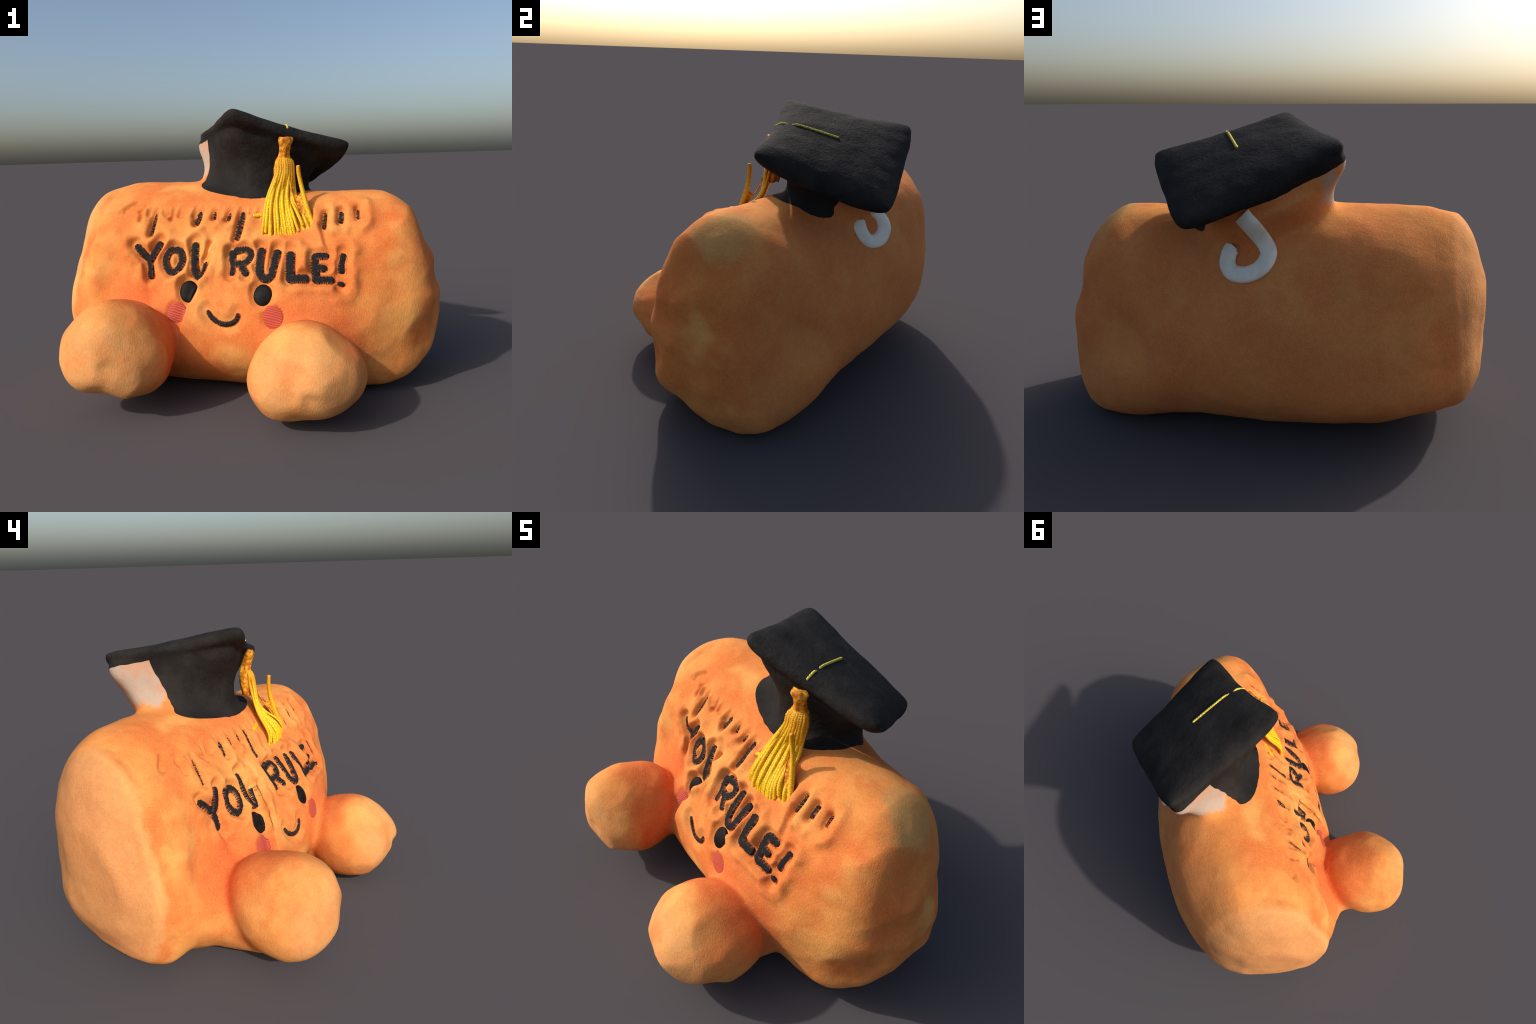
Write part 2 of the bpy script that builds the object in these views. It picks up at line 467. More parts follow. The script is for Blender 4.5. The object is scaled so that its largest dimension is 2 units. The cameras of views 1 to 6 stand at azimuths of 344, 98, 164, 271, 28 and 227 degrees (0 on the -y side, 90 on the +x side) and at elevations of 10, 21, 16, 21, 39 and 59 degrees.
g_ring = np.maximum(sdist + fuzz * 0.9, over - 0.05)
g_seam = np.where(P[:, 0] > 0.15, 0.315 + 0.04 * (P[:, 0] - 0.15), 0.31 + (P[:, 2] - 1.02) * 0.47) - P[:, 1] + fuzz
g_up = np.minimum(P[:, 2] - 0.86, 9)
g_crown = -0.022 * np.log(np.exp(np.clip(-g_ring / 0.022, -60, 60)) + np.exp(np.clip(-g_seam / 0.022, -60, 60)))
g_crown = np.minimum(g_crown, g_up)
g_board = np.where((P[:, 2] > 0.93) & (aB > -0.2) & (aB < 1.2) & (bB > -0.2) & (bB < 1.2), hB + 0.052 + fuzz * 0.4, -1.0)
g_black = np.maximum(g_crown, g_board)
g_foot = np.full((N, 2), -1.0)
for k, (c, _r) in enumerate(FEET):
    cl = to_local(c)
    g_foot[:, k] = np.minimum(0.315 - np.linalg.norm(Pl - cl, axis=1), -0.31 - Pl[:, 1])

def snap(P, gs):
    """move vertices next to a border onto it"""
    for g in gs:
        ga, gb = g[E2[:, 0]], g[E2[:, 1]]
        cross = (ga * gb < 0) & (np.abs(ga) < 0.05) & (np.abs(gb) < 0.05)
        tgt, bestt = {}, {}
        for (i, j), a, b in zip(E2[cross], ga[cross], gb[cross]):
            t = a / (a - b)
            if t <= 0.5:
                k, o, tt = i, j, t
            else:
                k, o, tt = j, i, 1 - t
            if tt < bestt.get(k, 9):
                bestt[k] = tt; tgt[k] = P[k] + (P[o] - P[k]) * tt
        for k, q in tgt.items():
            P[k] = q; g[k] = 0.0
    return P

P = snap(P, [g_black, g_board])
Nn = normals_of(P)

nf = len(me.polygons)
lt = np.empty(nf, int); me.polygons.foreach_get("loop_total", lt)
ls = np.empty(nf, int); me.polygons.foreach_get("loop_start", ls)
lv = np.empty(len(me.loops), int); me.loops.foreach_get("vertex_index", lv)
fidx = np.repeat(np.arange(nf), lt)
def face_mean(g):
    return np.bincount(fidx, g[lv], nf) / lt
region = np.zeros(nf, int)                        # 0 torso
region[face_mean(g_foot[:, 0]) > 0] = 1
region[face_mean(g_foot[:, 1]) > 0] = 2
region[face_mean(g_black) > 0] = 3
region[face_mean(g_board) > 0] = 4

# draw the borders of the felt out smooth: vertices on a border move towards
# their neighbours along it
def border_edges():
    owner, out = {}, []
    for fi in np.where(np.isin(region, (0, 3, 4)))[0]:
        vs = lv[ls[fi]:ls[fi] + lt[fi]]
        for a, b in zip(vs, np.roll(vs, -1)):
            key = (a, b) if a < b else (b, a)
            r = owner.setdefault(key, region[fi])
            if r != region[fi]:
                out.append(key)
    return np.array(out)
zone = np.where(face_mean(g_black) > -0.06)[0]
keep_region = region.copy()
region = np.full(nf, -1); region[zone] = keep_region[zone]
BE = border_edges()
region = keep_region
bdeg = np.bincount(BE.ravel(), minlength=N).astype(float)
onb = bdeg == 2
for _ in range(6):
    acc = np.zeros_like(P)
    for k in range(3):
        acc[:, k] = np.bincount(BE[:, 0], P[BE[:, 1], k], N) + np.bincount(BE[:, 1], P[BE[:, 0], k], N)
    P[onb] += 0.5 * (acc[onb] / 2 - P[onb])
Nn = normals_of(P)

# ------------------------------------------------------------------ materials
def srgb(r, g, b):
    f = lambda c: (c / 255 / 12.92) if c <= 10 else ((c / 255 + 0.055) / 1.055) ** 2.4
    return (f(r), f(g), f(b), 1.0)

class Nodes:
    def __init__(self, name):
        self.mat = bpy.data.materials.new(name)
        self.mat.use_nodes = True
        self.t = self.mat.node_tree
        self.b = self.t.nodes["Principled BSDF"]
        tc = self.t.nodes.new("ShaderNodeTexCoord")
        self.co = tc.outputs["Object"]
    def set(self, sock, val):
        if isinstance(val, bpy.types.NodeSocket):
            self.t.links.new(val, sock)
        else:
            sock.default_value = val
    def mapping(self, scale=(1, 1, 1), rot=(0, 0, 0)):
        n = self.t.nodes.new("ShaderNodeMapping")
        self.t.links.new(self.co, n.inputs[0])
        n.inputs["Scale"].default_value = scale
        n.inputs["Rotation"].default_value = rot
        return n.outputs[0]
    def noise(self, scale, detail=3, rough=0.55, vec=None, dist=0.0):
        n = self.t.nodes.new("ShaderNodeTexNoise")
        self.t.links.new(vec or self.co, n.inputs["Vector"])
        n.inputs["Scale"].default_value = scale
        n.inputs["Detail"].default_value = detail
        n.inputs["Roughness"].default_value = rough
        n.inputs["Distortion"].default_value = dist
        return n.outputs["Fac"]
    def ramp(self, fac, a, b, lo=0.0, hi=1.0):
        n = self.t.nodes.new("ShaderNodeMapRange")
        n.interpolation_type = 'SMOOTHSTEP'
        self.set(n.inputs[0], fac)
        n.inputs[1].default_value, n.inputs[2].default_value = a, b
        n.inputs[3].default_value, n.inputs[4].default_value = lo, hi
        return n.outputs[0]
    def math(self, op, a, b=0.0):
        n = self.t.nodes.new("ShaderNodeMath"); n.operation = op
        self.set(n.inputs[0], a); self.set(n.inputs[1], b)
        return n.outputs[0]
    def mix(self, fac, a, b, mode='MIX'):
        n = self.t.nodes.new("ShaderNodeMix"); n.data_type = 'RGBA'; n.blend_type = mode
        self.set(n.inputs[0], fac); self.set(n.inputs[6], a); self.set(n.inputs[7], b)
        return n.outputs[2]
    def near(self, point, r0, r1):
        """1 within r0 of a world point, 0 beyond r1"""
        n = self.t.nodes.new("ShaderNodeVectorMath"); n.operation = 'DISTANCE'
        self.t.links.new(self.co, n.inputs[0]); n.inputs[1].default_value = point
        return self.ramp(n.outputs["Value"], r1, r0)
    def along(self, direction):
        n = self.t.nodes.new("ShaderNodeVectorMath"); n.operation = 'DOT_PRODUCT'
        self.t.links.new(self.co, n.inputs[0]); n.inputs[1].default_value = tuple(direction)
        return n.outputs["Value"]
    def bump(self, height, strength, dist):
        n = self.t.nodes.new("ShaderNodeBump")
        n.inputs["Strength"].default_value = strength
        n.inputs["Distance"].default_value = dist
        self.t.links.new(height, n.inputs["Height"])
        self.t.links.new(n.outputs[0], self.b.inputs["Normal"])
    def done(self, color, rough=0.9, spec=0.2, sheen=0.0):
        self.set(self.b.inputs["Base Color"], color)
        self.set(self.b.inputs["Roughness"], rough)
        self.b.inputs["Specular IOR Level"].default_value = spec
        self.b.inputs["Sheen Weight"].default_value = sheen
        return self.mat

def fur_material(name, pale_toes=False):
    m = Nodes(name)
    patch = m.noise(2.6, 3, 0.55, dist=0.5)
    patch2 = m.noise(6.5, 3, 0.6, dist=0.3)
    col = m.mix(m.ramp(patch, 0.36, 0.64), srgb(217, 121, 60), srgb(229, 150, 79))
    frontness = m.ramp(m.along(tuple(AY)), 0.40, 0.05, 0.35, 1.0)
    col = m.mix(m.math('MULTIPLY', m.math('MULTIPLY', m.ramp(patch2, 0.47, 0.66), 0.42), frontness), col, srgb(212, 99, 48))
    col = m.mix(m.math('MULTIPLY', m.ramp(m.noise(3.7, 2, 0.5, vec=m.mapping((1, 1, 1), (1.0, 2.0, 0.5))), 0.52, 0.70), 0.7), col, srgb(236, 170, 94))  # yellow blotches: sunlit highlights of the fur painted into its colour
    # back tinted towards a plainer, redder orange
    col = m.mix(m.ramp(m.along(tuple(AY)), 0.30, 0.52, 0.0, 0.6), col, srgb(212, 126, 74))
    # redder tint around the foot joints
    for c, _r in FEET:
        cl = to_local(c)
        p = to_world((cl[0] + 0.02, cl[1] + 0.22, cl[2] + 0.06))
        col = m.mix(m.math('MULTIPLY', m.near(tuple(p), 0.16, 0.36), 0.60), col, srgb(214, 96, 50))
    # paler tan on the toes
    for c, _r in FEET:
        cl = to_local(c)
        p = to_world((cl[0], cl[1] - 0.22, cl[2] - 0.04))
        col = m.mix(m.math('MULTIPLY', m.near(tuple(p), 0.16, 0.34), m.ramp(m.noise(7, 3), 0.3, 0.6, 0.45, 0.9)), col, srgb(224, 161, 100))
    # blush soaking into the pile around the cheeks
    for (cx, cy), rx, ry in CHEEKS:
        p = to_world(np.array([cx, 0, 0]) + UF * cy + NF * 0.405)
        col = m.mix(m.math('MULTIPLY', m.near(tuple(p), 0.06, 0.13), 0.75), col, srgb(196, 82, 52))
    # plain tan panel on the near end, behind its seam
    sx = AX - 0.12 * AY
    e = m.along((sx[0], sx[1], -0.125))
    wob = m.math('MULTIPLY', m.math('SUBTRACT', m.noise(14, 3), 0.5), 0.05)
    e = m.math('ADD', m.math('ADD', e, 1.02), wob)
    col = m.mix(m.math('MULTIPLY', m.ramp(e, 0.04, -0.05), 0.8), col, srgb(212, 148, 94))
    welt = m.math('MULTIPLY', m.ramp(e, -0.035, 0.0), m.ramp(e, 0.035, 0.005))
    welt = m.math('MULTIPLY', welt, m.ramp(m.along(tuple(AY)), 0.30, 0.05))
    col = m.mix(m.math('MULTIPLY', welt, 0.5), col, srgb(232, 170, 106))
    # faint sage stain on the far upper corner
    p = to_world((0.74, 0.22, 0.95))
    stain = m.math('MULTIPLY', m.near(tuple(p), 0.10, 0.20), m.ramp(m.noise(6, 2), 0.40, 0.50))
    col = m.mix(m.math('MULTIPLY', stain, 0.5), col, srgb(176, 144, 88))
    # fibres: soft tufts, then single hairs
    tuft = m.noise(34, 4, 0.65, dist=0.6)
    fib = m.noise(1.0, 4, 0.65, vec=m.mapping((150, 150, 45)))
    fine = m.noise(210, 2, 0.6)
    col = m.mix(m.ramp(tuft, 0.38, 0.62, 0.20, 0.0), col, m.mix(1.0, col, (0.72, 0.56, 0.42, 1), 'MULTIPLY'))
    col = m.mix(m.ramp(fib, 0.3, 0.7, 0.0, 0.15), col, m.mix(1.0, col, (0.66, 0.54, 0.42, 1), 'MULTIPLY'))
    col = m.mix(m.ramp(fine, 0.48, 0.70, 0.0, 0.30), col, srgb(238, 176, 108))
    m.bump(m.math('ADD', m.math('MULTIPLY', fib, 0.8), m.math('ADD', m.math('MULTIPLY', tuft, 0.7), m.math('MULTIPLY', fine, 0.4))), 0.42, 0.006)
    return m, col

m, col = fur_material("orange_plush")
# white brushed lining that shows on the near side of the neck, under the board
wn = m.math('MULTIPLY', m.math('SUBTRACT', m.noise(9, 3), 0.5), 0.10)
d = m.t.nodes.new("ShaderNodeVectorMath"); d.operation = 'DISTANCE'
m.t.links.new(m.mapping((1.0, 0.95, 0.75)), d.inputs[0]); d.inputs[1].default_value = (-0.13, 0.47, 1.20 * 0.75)
streak = m.math('MULTIPLY', m.math('SUBTRACT', m.noise(1.0, 3, vec=m.mapping((24, 24, 5))), 0.5), 0.10)
white = m.ramp(m.math('ADD', m.math('ADD', d.outputs["Value"], wn), streak), 0.165, 0.130)
white = m.math('MULTIPLY', white, m.ramp(m.math('ADD', m.along((0, 0, 1)), streak), 1.075, 1.115))
col = m.mix(white, col, m.mix(m.ramp(m.noise(11, 2), 0.42, 0.58), srgb(178, 158, 140), srgb(188, 148, 122)))
FUR = m.done(col, 0.9, 0.14, 0.0)

m = Nodes("black_felt")
n1, n2 = m.noise(6, 4, 0.6), m.noise(1.0, 4, 0.6, vec=m.mapping((70, 110, 70)))
col = m.mix(m.ramp(n1, 0.3, 0.7), srgb(30, 28, 27), srgb(44, 41, 39))
col = m.mix(m.ramp(n2, 0.55, 0.8, 0, 0.5), col, srgb(64, 57, 50))
m.bump(m.math('ADD', m.noise(12, 4, 0.6), m.math('MULTIPLY', n2, 0.4)), 0.6, 0.016)
FELT = m.done(col, 0.85, 0.12, 0.0)

m = Nodes("black_stitching")
n1 = m.noise(1.0, 3, 0.6, vec=m.mapping((160, 160, 60)))
col = m.mix(m.ramp(n1, 0.35, 0.7), srgb(20, 20, 22), srgb(38, 37, 40))
m.bump(n1, 0.6, 0.004)
STITCH = m.done(col, 0.85, 0.2)

m = Nodes("glossy_black_eye")
EYE = m.done(m.mix(m.ramp(m.noise(20, 2), 0.4, 0.6), srgb(15, 14, 14), srgb(26, 22, 20)), 0.6, 0.12)

m = Nodes("pink_embroidery")
w = m.t.nodes.new("ShaderNodeTexWave")
m.t.links.new(m.mapping((1, 1, 1), (0, 0.2, 0.35)), w.inputs[0]); w.bands_direction = 'Z'
w.inputs["Scale"].default_value = 42; w.inputs["Distortion"].default_value = 3.0
col = m.mix(w.outputs["Fac"], srgb(176, 66, 54), srgb(208, 98, 80))
col = m.mix(m.ramp(m.noise(22, 3), 0.40, 0.62, 0.0, 0.8), col, srgb(188, 84, 56))
m.bump(w.outputs["Fac"], 0.6, 0.004)
PINK = m.done(col, 0.8, 0.2)

m = Nodes("golden_cord")
n1 = m.noise(160, 2, 0.6)
oi = m.t.nodes.new("ShaderNodeObjectInfo")
col = m.mix(m.ramp(n1, 0.35, 0.68), srgb(222, 160, 8), srgb(255, 222, 40))
col = m.mix(m.math('MULTIPLY', oi.outputs["Random"], 0.35), col, srgb(222, 152, 18))
zc = m.along((0, 0, 1))
col = m.mix(m.ramp(zc, 1.00, 1.16, 0.0, 0.6), col, srgb(206, 124, 14))
m.bump(n1, 0.5, 0.003)
GOLD = m.done(col, 0.6, 0.35)

m = Nodes("pale_gold_cord")
col = m.mix(m.ramp(m.noise(170, 2, 0.6), 0.40, 0.60), srgb(170, 146, 40), srgb(232, 214, 96))
CORD = m.done(col, 0.7, 0.25)

m = Nodes("old_gold_knot")
col = m.mix(m.ramp(m.noise(60, 3), 0.38, 0.62), srgb(176, 96, 14), srgb(228, 164, 40))
m.bump(m.noise(80, 3), 0.6, 0.005)
KNOT = m.done(col, 0.65, 0.3)

m = Nodes("white_ribbon")
col = m.mix(m.ramp(m.noise(14, 3), 0.35, 0.65), srgb(226, 218, 200), srgb(240, 232, 214))  # white warmed to cancel the bluish skylight on the shaded back
m.bump(m.noise(120, 2), 0.3, 0.003)
RIBBON = m.done(col, 0.6, 0.3)

# ------------------------------------------------------------------ split the skin into parts
root = bpy.data.objects.new("plush_toy", None)
bpy.context.scene.collection.objects.link(root)
root["label"] = "orange plush pillow with feet, smile and black graduation cap"
root["category"] = "plush toy"

def child(ob, parent=root):
    ob.parent = parent
    return ob

def region_part(name, k, mat):
    sel = np.where(region == k)[0]
    used = np.unique(np.concatenate([lv[ls[i]:ls[i] + lt[i]] for i in sel]))
    remap = -np.ones(N, int); remap[used] = np.arange(len(used))
    faces = [tuple(remap[lv[ls[i]:ls[i] + lt[i]]].tolist()) for i in sel]
    ob = new_object(name, P[used].tolist(), faces, mat)
    ob.data.normals_split_custom_set_from_vertices([tuple(x) for x in Nn[used]])
    return child(ob)

torso = region_part("torso", 0, FUR)
region_part("foot", 1, FUR)
region_part("foot", 2, FUR)
crown = region_part("cap_crown", 3, FELT)
board = region_part("cap_board", 4, FELT)
board.parent = crown

tree = BVHTree.FromPolygons([tuple(p) for p in P], [tuple(lv[ls[i]:ls[i] + lt[i]].tolist()) for i in range(nf)])
bpy.data.meshes.remove(me)

# ------------------------------------------------------------------ things laid on the skin
DIRF = Vector(to_world(-NF))
def on_face(x, u, lift=0.0, skin=None):
    o = to_world(np.array([x, 0, 0]) + UF * u + NF * 1.2)
    hit = (skin or base_tree).ray_cast(Vector(o), DIRF, 3.0)
    p = hit[0] if hit[0] is not None else Vector(o) + DIRF * 1.2
    n = hit[1] if hit[1] is not None else -DIRF
    return np.array(p) + lift * np.array(to_world(NF))

def left_of_fold(q, gap=0.008):
    """keep a point on the near side of the fold"""
    fx = float(np.interp(q[1], fold[::-1, 1], fold[::-1, 0]))
    return np.array((min(q[0], fx - gap), q[1]))

def pen_stroke(pts, width, lift=-0.014, thick=0.010, ragged=0.12, step=0.006, tips=True, keep=None):
    """a stitched stroke: a low domed strip that follows the skin"""
    line = np.asarray(pts, float)
    d = np.concatenate([[0], np.cumsum(np.linalg.norm(np.diff(line, axis=0), axis=1))])
    n = max(6, int(d[-1] / step))
    s = np.linspace(0, d[-1], n)
    c = np.stack([np.interp(s, d, line[:, 0]), np.interp(s, d, line[:, 1])], 1)
    for _ in range(2):
        c[1:-1] = (c[:-2] + 2 * c[1:-1] + c[2:]) / 4
    t = np.gradient(c, axis=0); t /= np.linalg.norm(t, axis=1)[:, None]
    nrm = np.stack([-t[:, 1], t[:, 0]], 1)
    across = np.array([-1.0, -0.72, -0.3, 0.3, 0.72, 1.0])
    Vv, Ff = [], []
    m = len(across)
    for i in range(n):
        k = 1.0
        if tips:
            k = min(1.0, 0.55 + 0.45 * min(i, n - 1 - i) / 2.0)
        wl = width / 2 * k * (1 + ragged * (rng.random() - 0.5) * 2)
        wr = width / 2 * k * (1 + ragged * (rng.random() - 0.5) * 2)
        for a in across:
            w = wl if a < 0 else wr
            q = c[i] + nrm[i] * a * w
            if keep:
                q = keep(q)
            Vv.append(on_face(q[0], q[1], lift - 0.004 * abs(a) ** 2))
    for i in range(n - 1):
        for j in range(m - 1):
            Ff.append((i * m + j, i * m + j + 1, (i + 1) * m + j + 1, (i + 1) * m + j))
    # underside
    o = len(Vv)
    back = np.array(to_world(-NF)) * thick
    Vv += [Vv[i] + back for i in range(o)]
    Ff += [tuple(i + o for i in q[::-1]) for q in list(Ff)]
    rim = [i * m for i in range(n)] + [(n - 1) * m + j for j in range(1, m)] + [i * m + m - 1 for i in range(n - 2, -1, -1)] + list(range(m - 2, 0, -1))
    for a, b in zip(rim, rim[1:] + rim[:1]):
        Ff.append((a, b, b + o, a + o))
    return Vv, Ff

for _name, strokes, w in LETTERS:
    parts = [pen_stroke(curve_points(s, 4) if len(s) > 4 else s, w, lift=-0.011 + 0.0012 * k,
                        keep=left_of_fold if s[0][0] < -0.2 else None) for k, s in enumerate(strokes)]
    child(new_object("letter", *merge(parts), STITCH))
for a, b, w in TICKS:
    child(new_object("tick_mark", *pen_stroke([a, b], w + 0.002, lift=-0.010, ragged=0.3), STITCH))
child(new_object("mouth", *pen_stroke(curve_points(SMILE, 4), 0.021, lift=-0.008), STITCH))

def disc(cx, cy, rx, ry, rise, lift, rings=7, seg=36):
    keep = left_of_fold if cx < -0.2 else (lambda q: q)
    Vv = [on_face(cx, cy, lift + rise)]
    Ff = []
    for i in range(1, rings + 1):
        r = i / rings
        for j in range(seg):
            a = 2 * math.pi * j / seg
            h = rise * math.sqrt(max(0, 1 - r * r)) + lift
            q = keep((cx + rx * r * math.cos(a), cy + ry * r * math.sin(a)))
            v = on_face(q[0], q[1], h)
            dz = (v - Vv[0]) @ to_world(NF)          # stay off the foot
            Vv.append(v - to_world(NF) * max(0.0, dz - 0.03))
    for j in range(seg):
        Ff.append((0, 1 + j, 1 + (j + 1) % seg))
        for i in range(rings - 1):
            a, b = 1 + i * seg + j, 1 + i * seg + (j + 1) % seg
            Ff.append((a, a + seg, b + seg, b))
    o = len(Vv)
    edge = list(range(1 + (rings - 1) * seg, 1 + rings * seg))
    back = np.array(to_world(-NF)) * 0.02
    for k in edge:
        Vv.append(Vv[k] + back)
    for j in range(seg):
        a, b = edge[j], edge[(j + 1) % seg]
        Ff.append((a, o + j, o + (j + 1) % seg, b))
    Ff.append(tuple(o + j for j in range(seg))[::-1])
    return Vv, Ff

for (cx, cy), rx, ry in EYES:
    child(new_object("eye", *disc(cx, cy, rx, ry, 0.009, -0.018), EYE))
for (cx, cy), rx, ry in CHEEKS:
    child(new_object("cheek", *disc(cx, cy, rx, ry, 0.004, -0.0085), PINK))

# plush fibres that lean over the edges of the stitched writing
def fibres(lines, count_per_m, mat, name, outward):
    Vv, Ff = [], []
    for line, w in lines:
        line = np.asarray(line, float)
        d = np.concatenate([[0], np.cumsum(np.linalg.norm(np.diff(line, axis=0), axis=1))])
        for k in range(int(d[-1] * count_per_m)):
            s = rng.random() * d[-1]
            i = min(len(d) - 2, int(np.searchsorted(d, s) - 1)) if s > 0 else 0
            i = max(i, 0)
            t = (line[i + 1] - line[i]) / max(1e-9, np.linalg.norm(line[i + 1] - line[i]))
            c = line[i] + t * (s - d[i])
            nrm = np.array([-t[1], t[0]]) * rng.choice([-1, 1])
            if outward:
                p0, p1 = c + nrm * w * 0.40, c + nrm * (w * 0.5 + 0.003 + 0.007 * rng.random()) + t * (rng.random() - 0.5) * 0.010
            else:
                p0, p1 = c + nrm * (w * 0.5 + 0.006), c + nrm * (w * 0.5 - 0.004 - 0.009 * rng.random()) + t * (rng.random() - 0.5) * 0.012
            A, B = on_face(*p0, -0.002, tree), on_face(*p1, -0.005)
            ax = B - A
            sdv = np.cross(ax, to_world(NF)); L = np.linalg.norm(sdv)
            if L < 1e-6 or np.linalg.norm(ax) > 0.05:
                continue
            sdv = sdv / L * 0.0010
            upv = to_world(NF) * 0.0010
            o = len(Vv)
            Vv += [A - sdv, A + sdv, A + upv, B]
            Ff += [(o, o + 1, o + 3), (o + 1, o + 2, o + 3), (o + 2, o, o + 3), (o, o + 2, o + 1)]
    ob = child(new_object(name, Vv, Ff, mat, smooth=False))
    ob["kind"] = "stuff"
    return ob

lines = [(curve_points(s, 4) if len(s) > 4 else s, w) for _n, st, w in LETTERS for s in st] + \
        [((a, b), w) for a, b, w in TICKS] + [(curve_points(SMILE, 4), 0.020)]
lines += [([(cx + rx * math.cos(t), cy + ry * math.sin(t)) for t in np.linspace(0.2, math.pi - 0.2, 16)], 0.004)
          for (cx, cy), rx, ry in CHEEKS[1:]]
fibres(lines, 520, FUR, "plush_fibre", False)
fibres(lines[:-1], 160, STITCH, "thread_end", True)

# ------------------------------------------------------------------ ribbon hook on the back
HOOK = [(0.258, 1.050), (0.242, 1.030), (0.205, 0.985), (0.162, 0.928), (0.150, 0.880), (0.185, 0.826), (0.245, 0.803),
        (0.300, 0.814), (0.324, 0.850), (0.320, 0.890), (0.308, 0.915), (0.296, 0.928)]
hk = curve_points(HOOK, 6)
hd = np.gradient(hk, axis=0); hd /= np.linalg.norm(hd, axis=1)[:, None]
def on_back(x, z, lift):
    o = Vector((x + 0.45, 2.0, z + 0.55)); d = Vector((-0.45, -2.0, -0.55)).normalized()
    # aim so that the ray meets (x, z) on the plane y = 0.5
    o = Vector((x, 0.5, z)) - d * 1.0
    h = tree.ray_cast(o, d, 3.0)
    return np.array(h[0]) + np.array(-d) * lift if h[0] is not None else np.array((x, 0.5, z))
Vv, Ff = [], []
prof = [(-1.0, -0.010), (-1.0, 0.010), (-0.7, 0.021), (0.0, 0.026), (0.7, 0.021), (1.0, 0.010), (1.0, -0.010)]
for i, (c, t) in enumerate(zip(hk, hd)):
    nrm = np.array([-t[1], t[0]])
    k = min(1.0, 0.45 + 0.55 * min(1.0, (len(hk) - 1 - i) / 4.0))
    for a, h in prof:
        q = c + nrm * a * 0.035 * k
        Vv.append(on_back(q[0], q[1], h))
mm = len(prof)
for i in range(len(hk) - 1):
    for j in range(mm - 1):
        Ff.append((i * mm + j, i * mm + j + 1, (i + 1) * mm + j + 1, (i + 1) * mm + j))
Ff.append(tuple(range(mm))); Ff.append(tuple((len(hk) - 1) * mm + j for j in range(mm))[::-1])
hook = child(new_object("hanging_ribbon", Vv, Ff, RIBBON))

# ------------------------------------------------------------------ tassel
def cord(pts, radius, turns_per_m=95, per=14, flat=1.0, taper=0.0, step=0.004):
    line = curve_points(pts, 16)
    d = np.concatenate([[0], np.cumsum(np.linalg.norm(np.diff(line, axis=0), axis=1))])
    n = max(8, int(d[-1] / step))
    s = np.linspace(0, d[-1], n)
    c = np.stack([np.interp(s, d, line[:, k]) for k in range(3)], 1)
    t = np.gradient(c, axis=0); t /= np.linalg.norm(t, axis=1)[:, None]
    ref = np.array([0.3, -1.0, 0.1])
    Vv, Ff = [], []
    m = 10
    for i in range(n):
        u = np.cross(t[i], ref); u /= np.linalg.norm(u)
        w = np.cross(u, t[i])
        tw = s[i] * turns_per_m * 2 * math.pi
        r0 = radius * (1 - taper * i / (n - 1))
        if i == 0 or i == n - 1:
            r0 *= 0.6
        for j in range(m):
            a = 2 * math.pi * j / m
            r = r0 * (1 + 0.12 * math.cos(2 * a + tw) + 0.09 * math.cos(2 * a - tw))
            Vv.append(c[i] + r * (math.cos(a) * u + flat * math.sin(a) * w))
    for i in range(n - 1):
        for j in range(m):
            Ff.append((i * m + j, i * m + (j + 1) % m, (i + 1) * m + (j + 1) % m, (i + 1) * m + j))
    Ff.append(tuple(range(m))[::-1]); Ff.append(tuple((n - 1) * m + j for j in range(m)))
    return Vv, Ff

KB = np.array((0.195, -0.020, 1.195))         # throat of the tassel
knot_ctrl = []
for k, (p, rx, ry) in enumerate((((0.194, -0.050, 1.296), 0.036, 0.016), ((0.195, -0.048, 1.278), 0.040, 0.026),
                                 ((0.194, -0.038, 1.245), 0.030, 0.026), ((0.193, -0.026, 1.205), 0.030, 0.026),
                                 ((0.190, -0.020, 1.175), 0.042, 0.030), ((0.186, -0.020, 1.120), 0.052, 0.032), ((0.183, -0.028, 1.060), 0.046, 0.026))):
    t = np.arange(10) / 10 * 2 * math.pi
    wobble = 1 + 0.10 * np.cos(5 * t + k)
    knot_ctrl.append(np.stack([p[0] + rx * wobble * np.cos(t), p[1] + ry * wobble * np.sin(t), np.full(10, p[2]) + 0.004 * np.sin(3 * t + k)], 1))
tassel = child(new_object("tassel", *loft(np.array(knot_ctrl), 6, 4), KNOT))

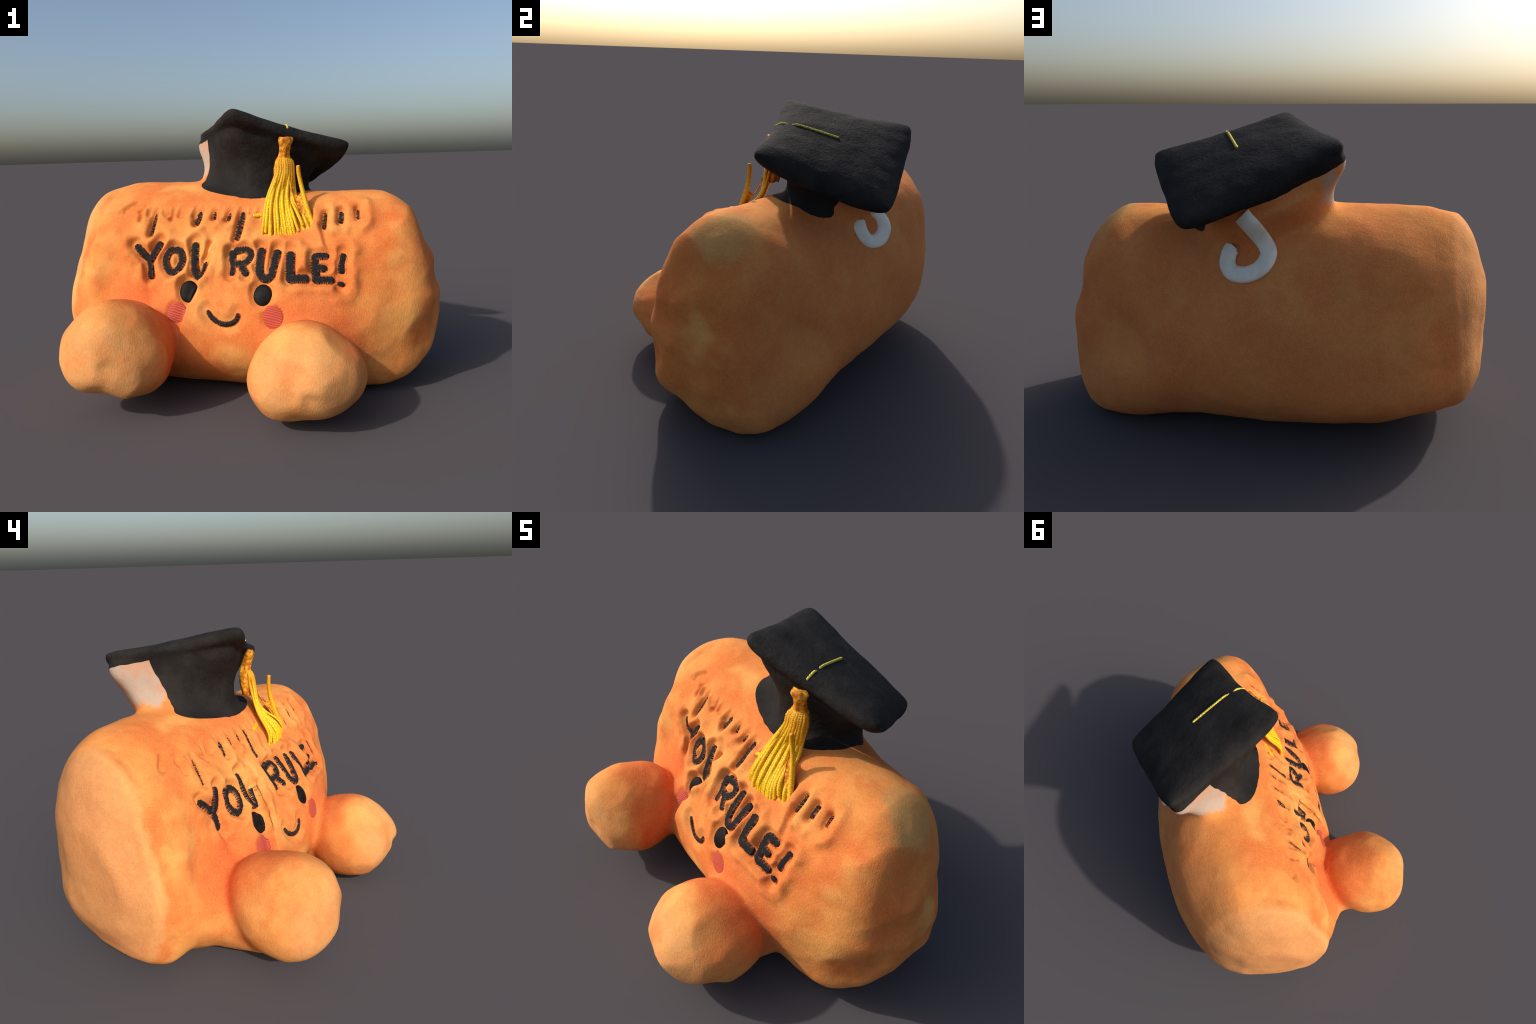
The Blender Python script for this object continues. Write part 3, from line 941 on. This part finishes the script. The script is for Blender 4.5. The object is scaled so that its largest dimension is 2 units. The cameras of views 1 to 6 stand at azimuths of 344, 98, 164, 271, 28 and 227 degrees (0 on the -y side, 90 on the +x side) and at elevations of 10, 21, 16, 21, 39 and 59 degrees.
HEM = curve_points([(0.030, -0.142, 0.812), (0.060, -0.175, 0.786), (0.104, -0.195, 0.790), (0.140, -0.206, 0.786),
                    (0.182, -0.225, 0.784), (0.232, -0.228, 0.806), (0.272, -0.236, 0.818)], 6)
STRANDS = 17
for k in range(STRANDS):
    u = (k + 0.5 * rng.random()) / (STRANDS - 0.5)
    e = HEM[min(len(HEM) - 1, int(u * (len(HEM) - 1)))] + np.array((0.010, -0.006, 0.030)) * (rng.random(3) - 0.6)
    if 11 <= k <= 13:
        e = e + np.array((0, 0.006, 0.014 * (k - 10)))
    fan = 2 * u - 1
    a = KB + np.array((0.020 * fan, -0.008 - 0.010 * math.cos(fan * 2), 0.0))
    b = np.array((0.187 + 0.050 * fan, -0.046 - 0.016 * (k % 2) - 0.010 * math.cos(fan * 1.5), 1.110))
    c = np.array((0.45 * e[0] + 0.55 * b[0] - 0.012, -0.083 - 0.014 * (k % 3) / 2, 0.985))
    dd = 0.6 * e + 0.4 * c + np.array((-0.010, -0.022, 0.0))
    child(new_object("tassel_strand", *cord([a, 0.5 * (a + b) + np.array((0.010 * fan, -0.006, 0.012)), b, c, dd, e],
                                            0.0088 + 0.002 * rng.random(), taper=0.05, flat=0.75), GOLD), tassel)
# the strand with its tip bent up, webbed to its neighbour
spike = [(0.222, -0.152, 1.152), (0.226, -0.150, 1.110), (0.238, -0.155, 1.045), (0.250, -0.172, 0.975), (0.262, -0.195, 0.905), (0.278, -0.232, 0.825)]
child(new_object("tassel_strand", *cord(spike, 0.0105, taper=-0.3), GOLD), tassel)
# small loop of cord that sticks out at the side
child(new_object("tassel_strand", *cord([(0.110, -0.075, 0.905), (0.070, -0.068, 0.896), (0.030, -0.060, 0.897), (0.000, -0.055, 0.893)], 0.012), GOLD), tassel)
# web of matted threads between the last strands
left = curve_points([(0.200, -0.085, 1.075), (0.200, -0.110, 1.020), (0.205, -0.150, 0.960), (0.220, -0.185, 0.900), (0.238, -0.215, 0.845)], 8)
right = curve_points([(0.243, -0.158, 1.030), (0.247, -0.165, 1.000), (0.255, -0.180, 0.950), (0.262, -0.198, 0.900), (0.272, -0.225, 0.845)], 8)
Vv, Ff = [], []
n, mcols = len(left), 10
for s in (1, -1):
    for i in range(n):
        for j in range(mcols):
            u = j / (mcols - 1)
            sag = -0.055 * 4 * u * (1 - u) * (1 - i / (n - 1)) ** 2
            q = left[i] * (1 - u) + right[i] * u + np.array((0, 0, sag))
            Vv.append(q + s * np.array((0.0015, -0.003, 0.0)))
o = n * mcols
for i in range(n - 1):
    for j in range(mcols - 1):
        q = (i * mcols + j, i * mcols + j + 1, (i + 1) * mcols + j + 1, (i + 1) * mcols + j)
        Ff.append(q[::-1]); Ff.append(tuple(k + o for k in q))
rim = [i * mcols for i in range(n)] + [(n - 1) * mcols + j for j in range(1, mcols)] + [i * mcols + mcols - 1 for i in range(n - 2, -1, -1)] + list(range(mcols - 2, 0, -1))
for a, b in zip(rim, rim[1:] + rim[:1]):
    Ff.append((a, b, b + o, a + o))
child(new_object("tassel_web", Vv, Ff, KNOT), tassel)

# cord stitched over the board
DOWN = Vector((-NB).tolist())
def on_board(p, lift):
    h = tree.ray_cast(Vector(p) - DOWN * 0.3, DOWN, 1.0)
    return np.array(h[0]) - np.array(DOWN) * lift if h[0] is not None else np.array(p)
c0, c1 = np.array((0.214, -0.030, 1.345)), np.array((0.230, 0.293, 1.308))
pts = []
for u in np.linspace(0.0, 1, 10):
    q = c0 + (c1 - c0) * u
    h = on_board(q, 0.001 if abs(u - 0.27) > 0.05 else -0.008)
    if np.linalg.norm(h - q) < 0.05:
        pts.append(h)
child(new_object("board_cord", *cord(pts, 0.0060, turns_per_m=75, step=0.003), CORD), crown)
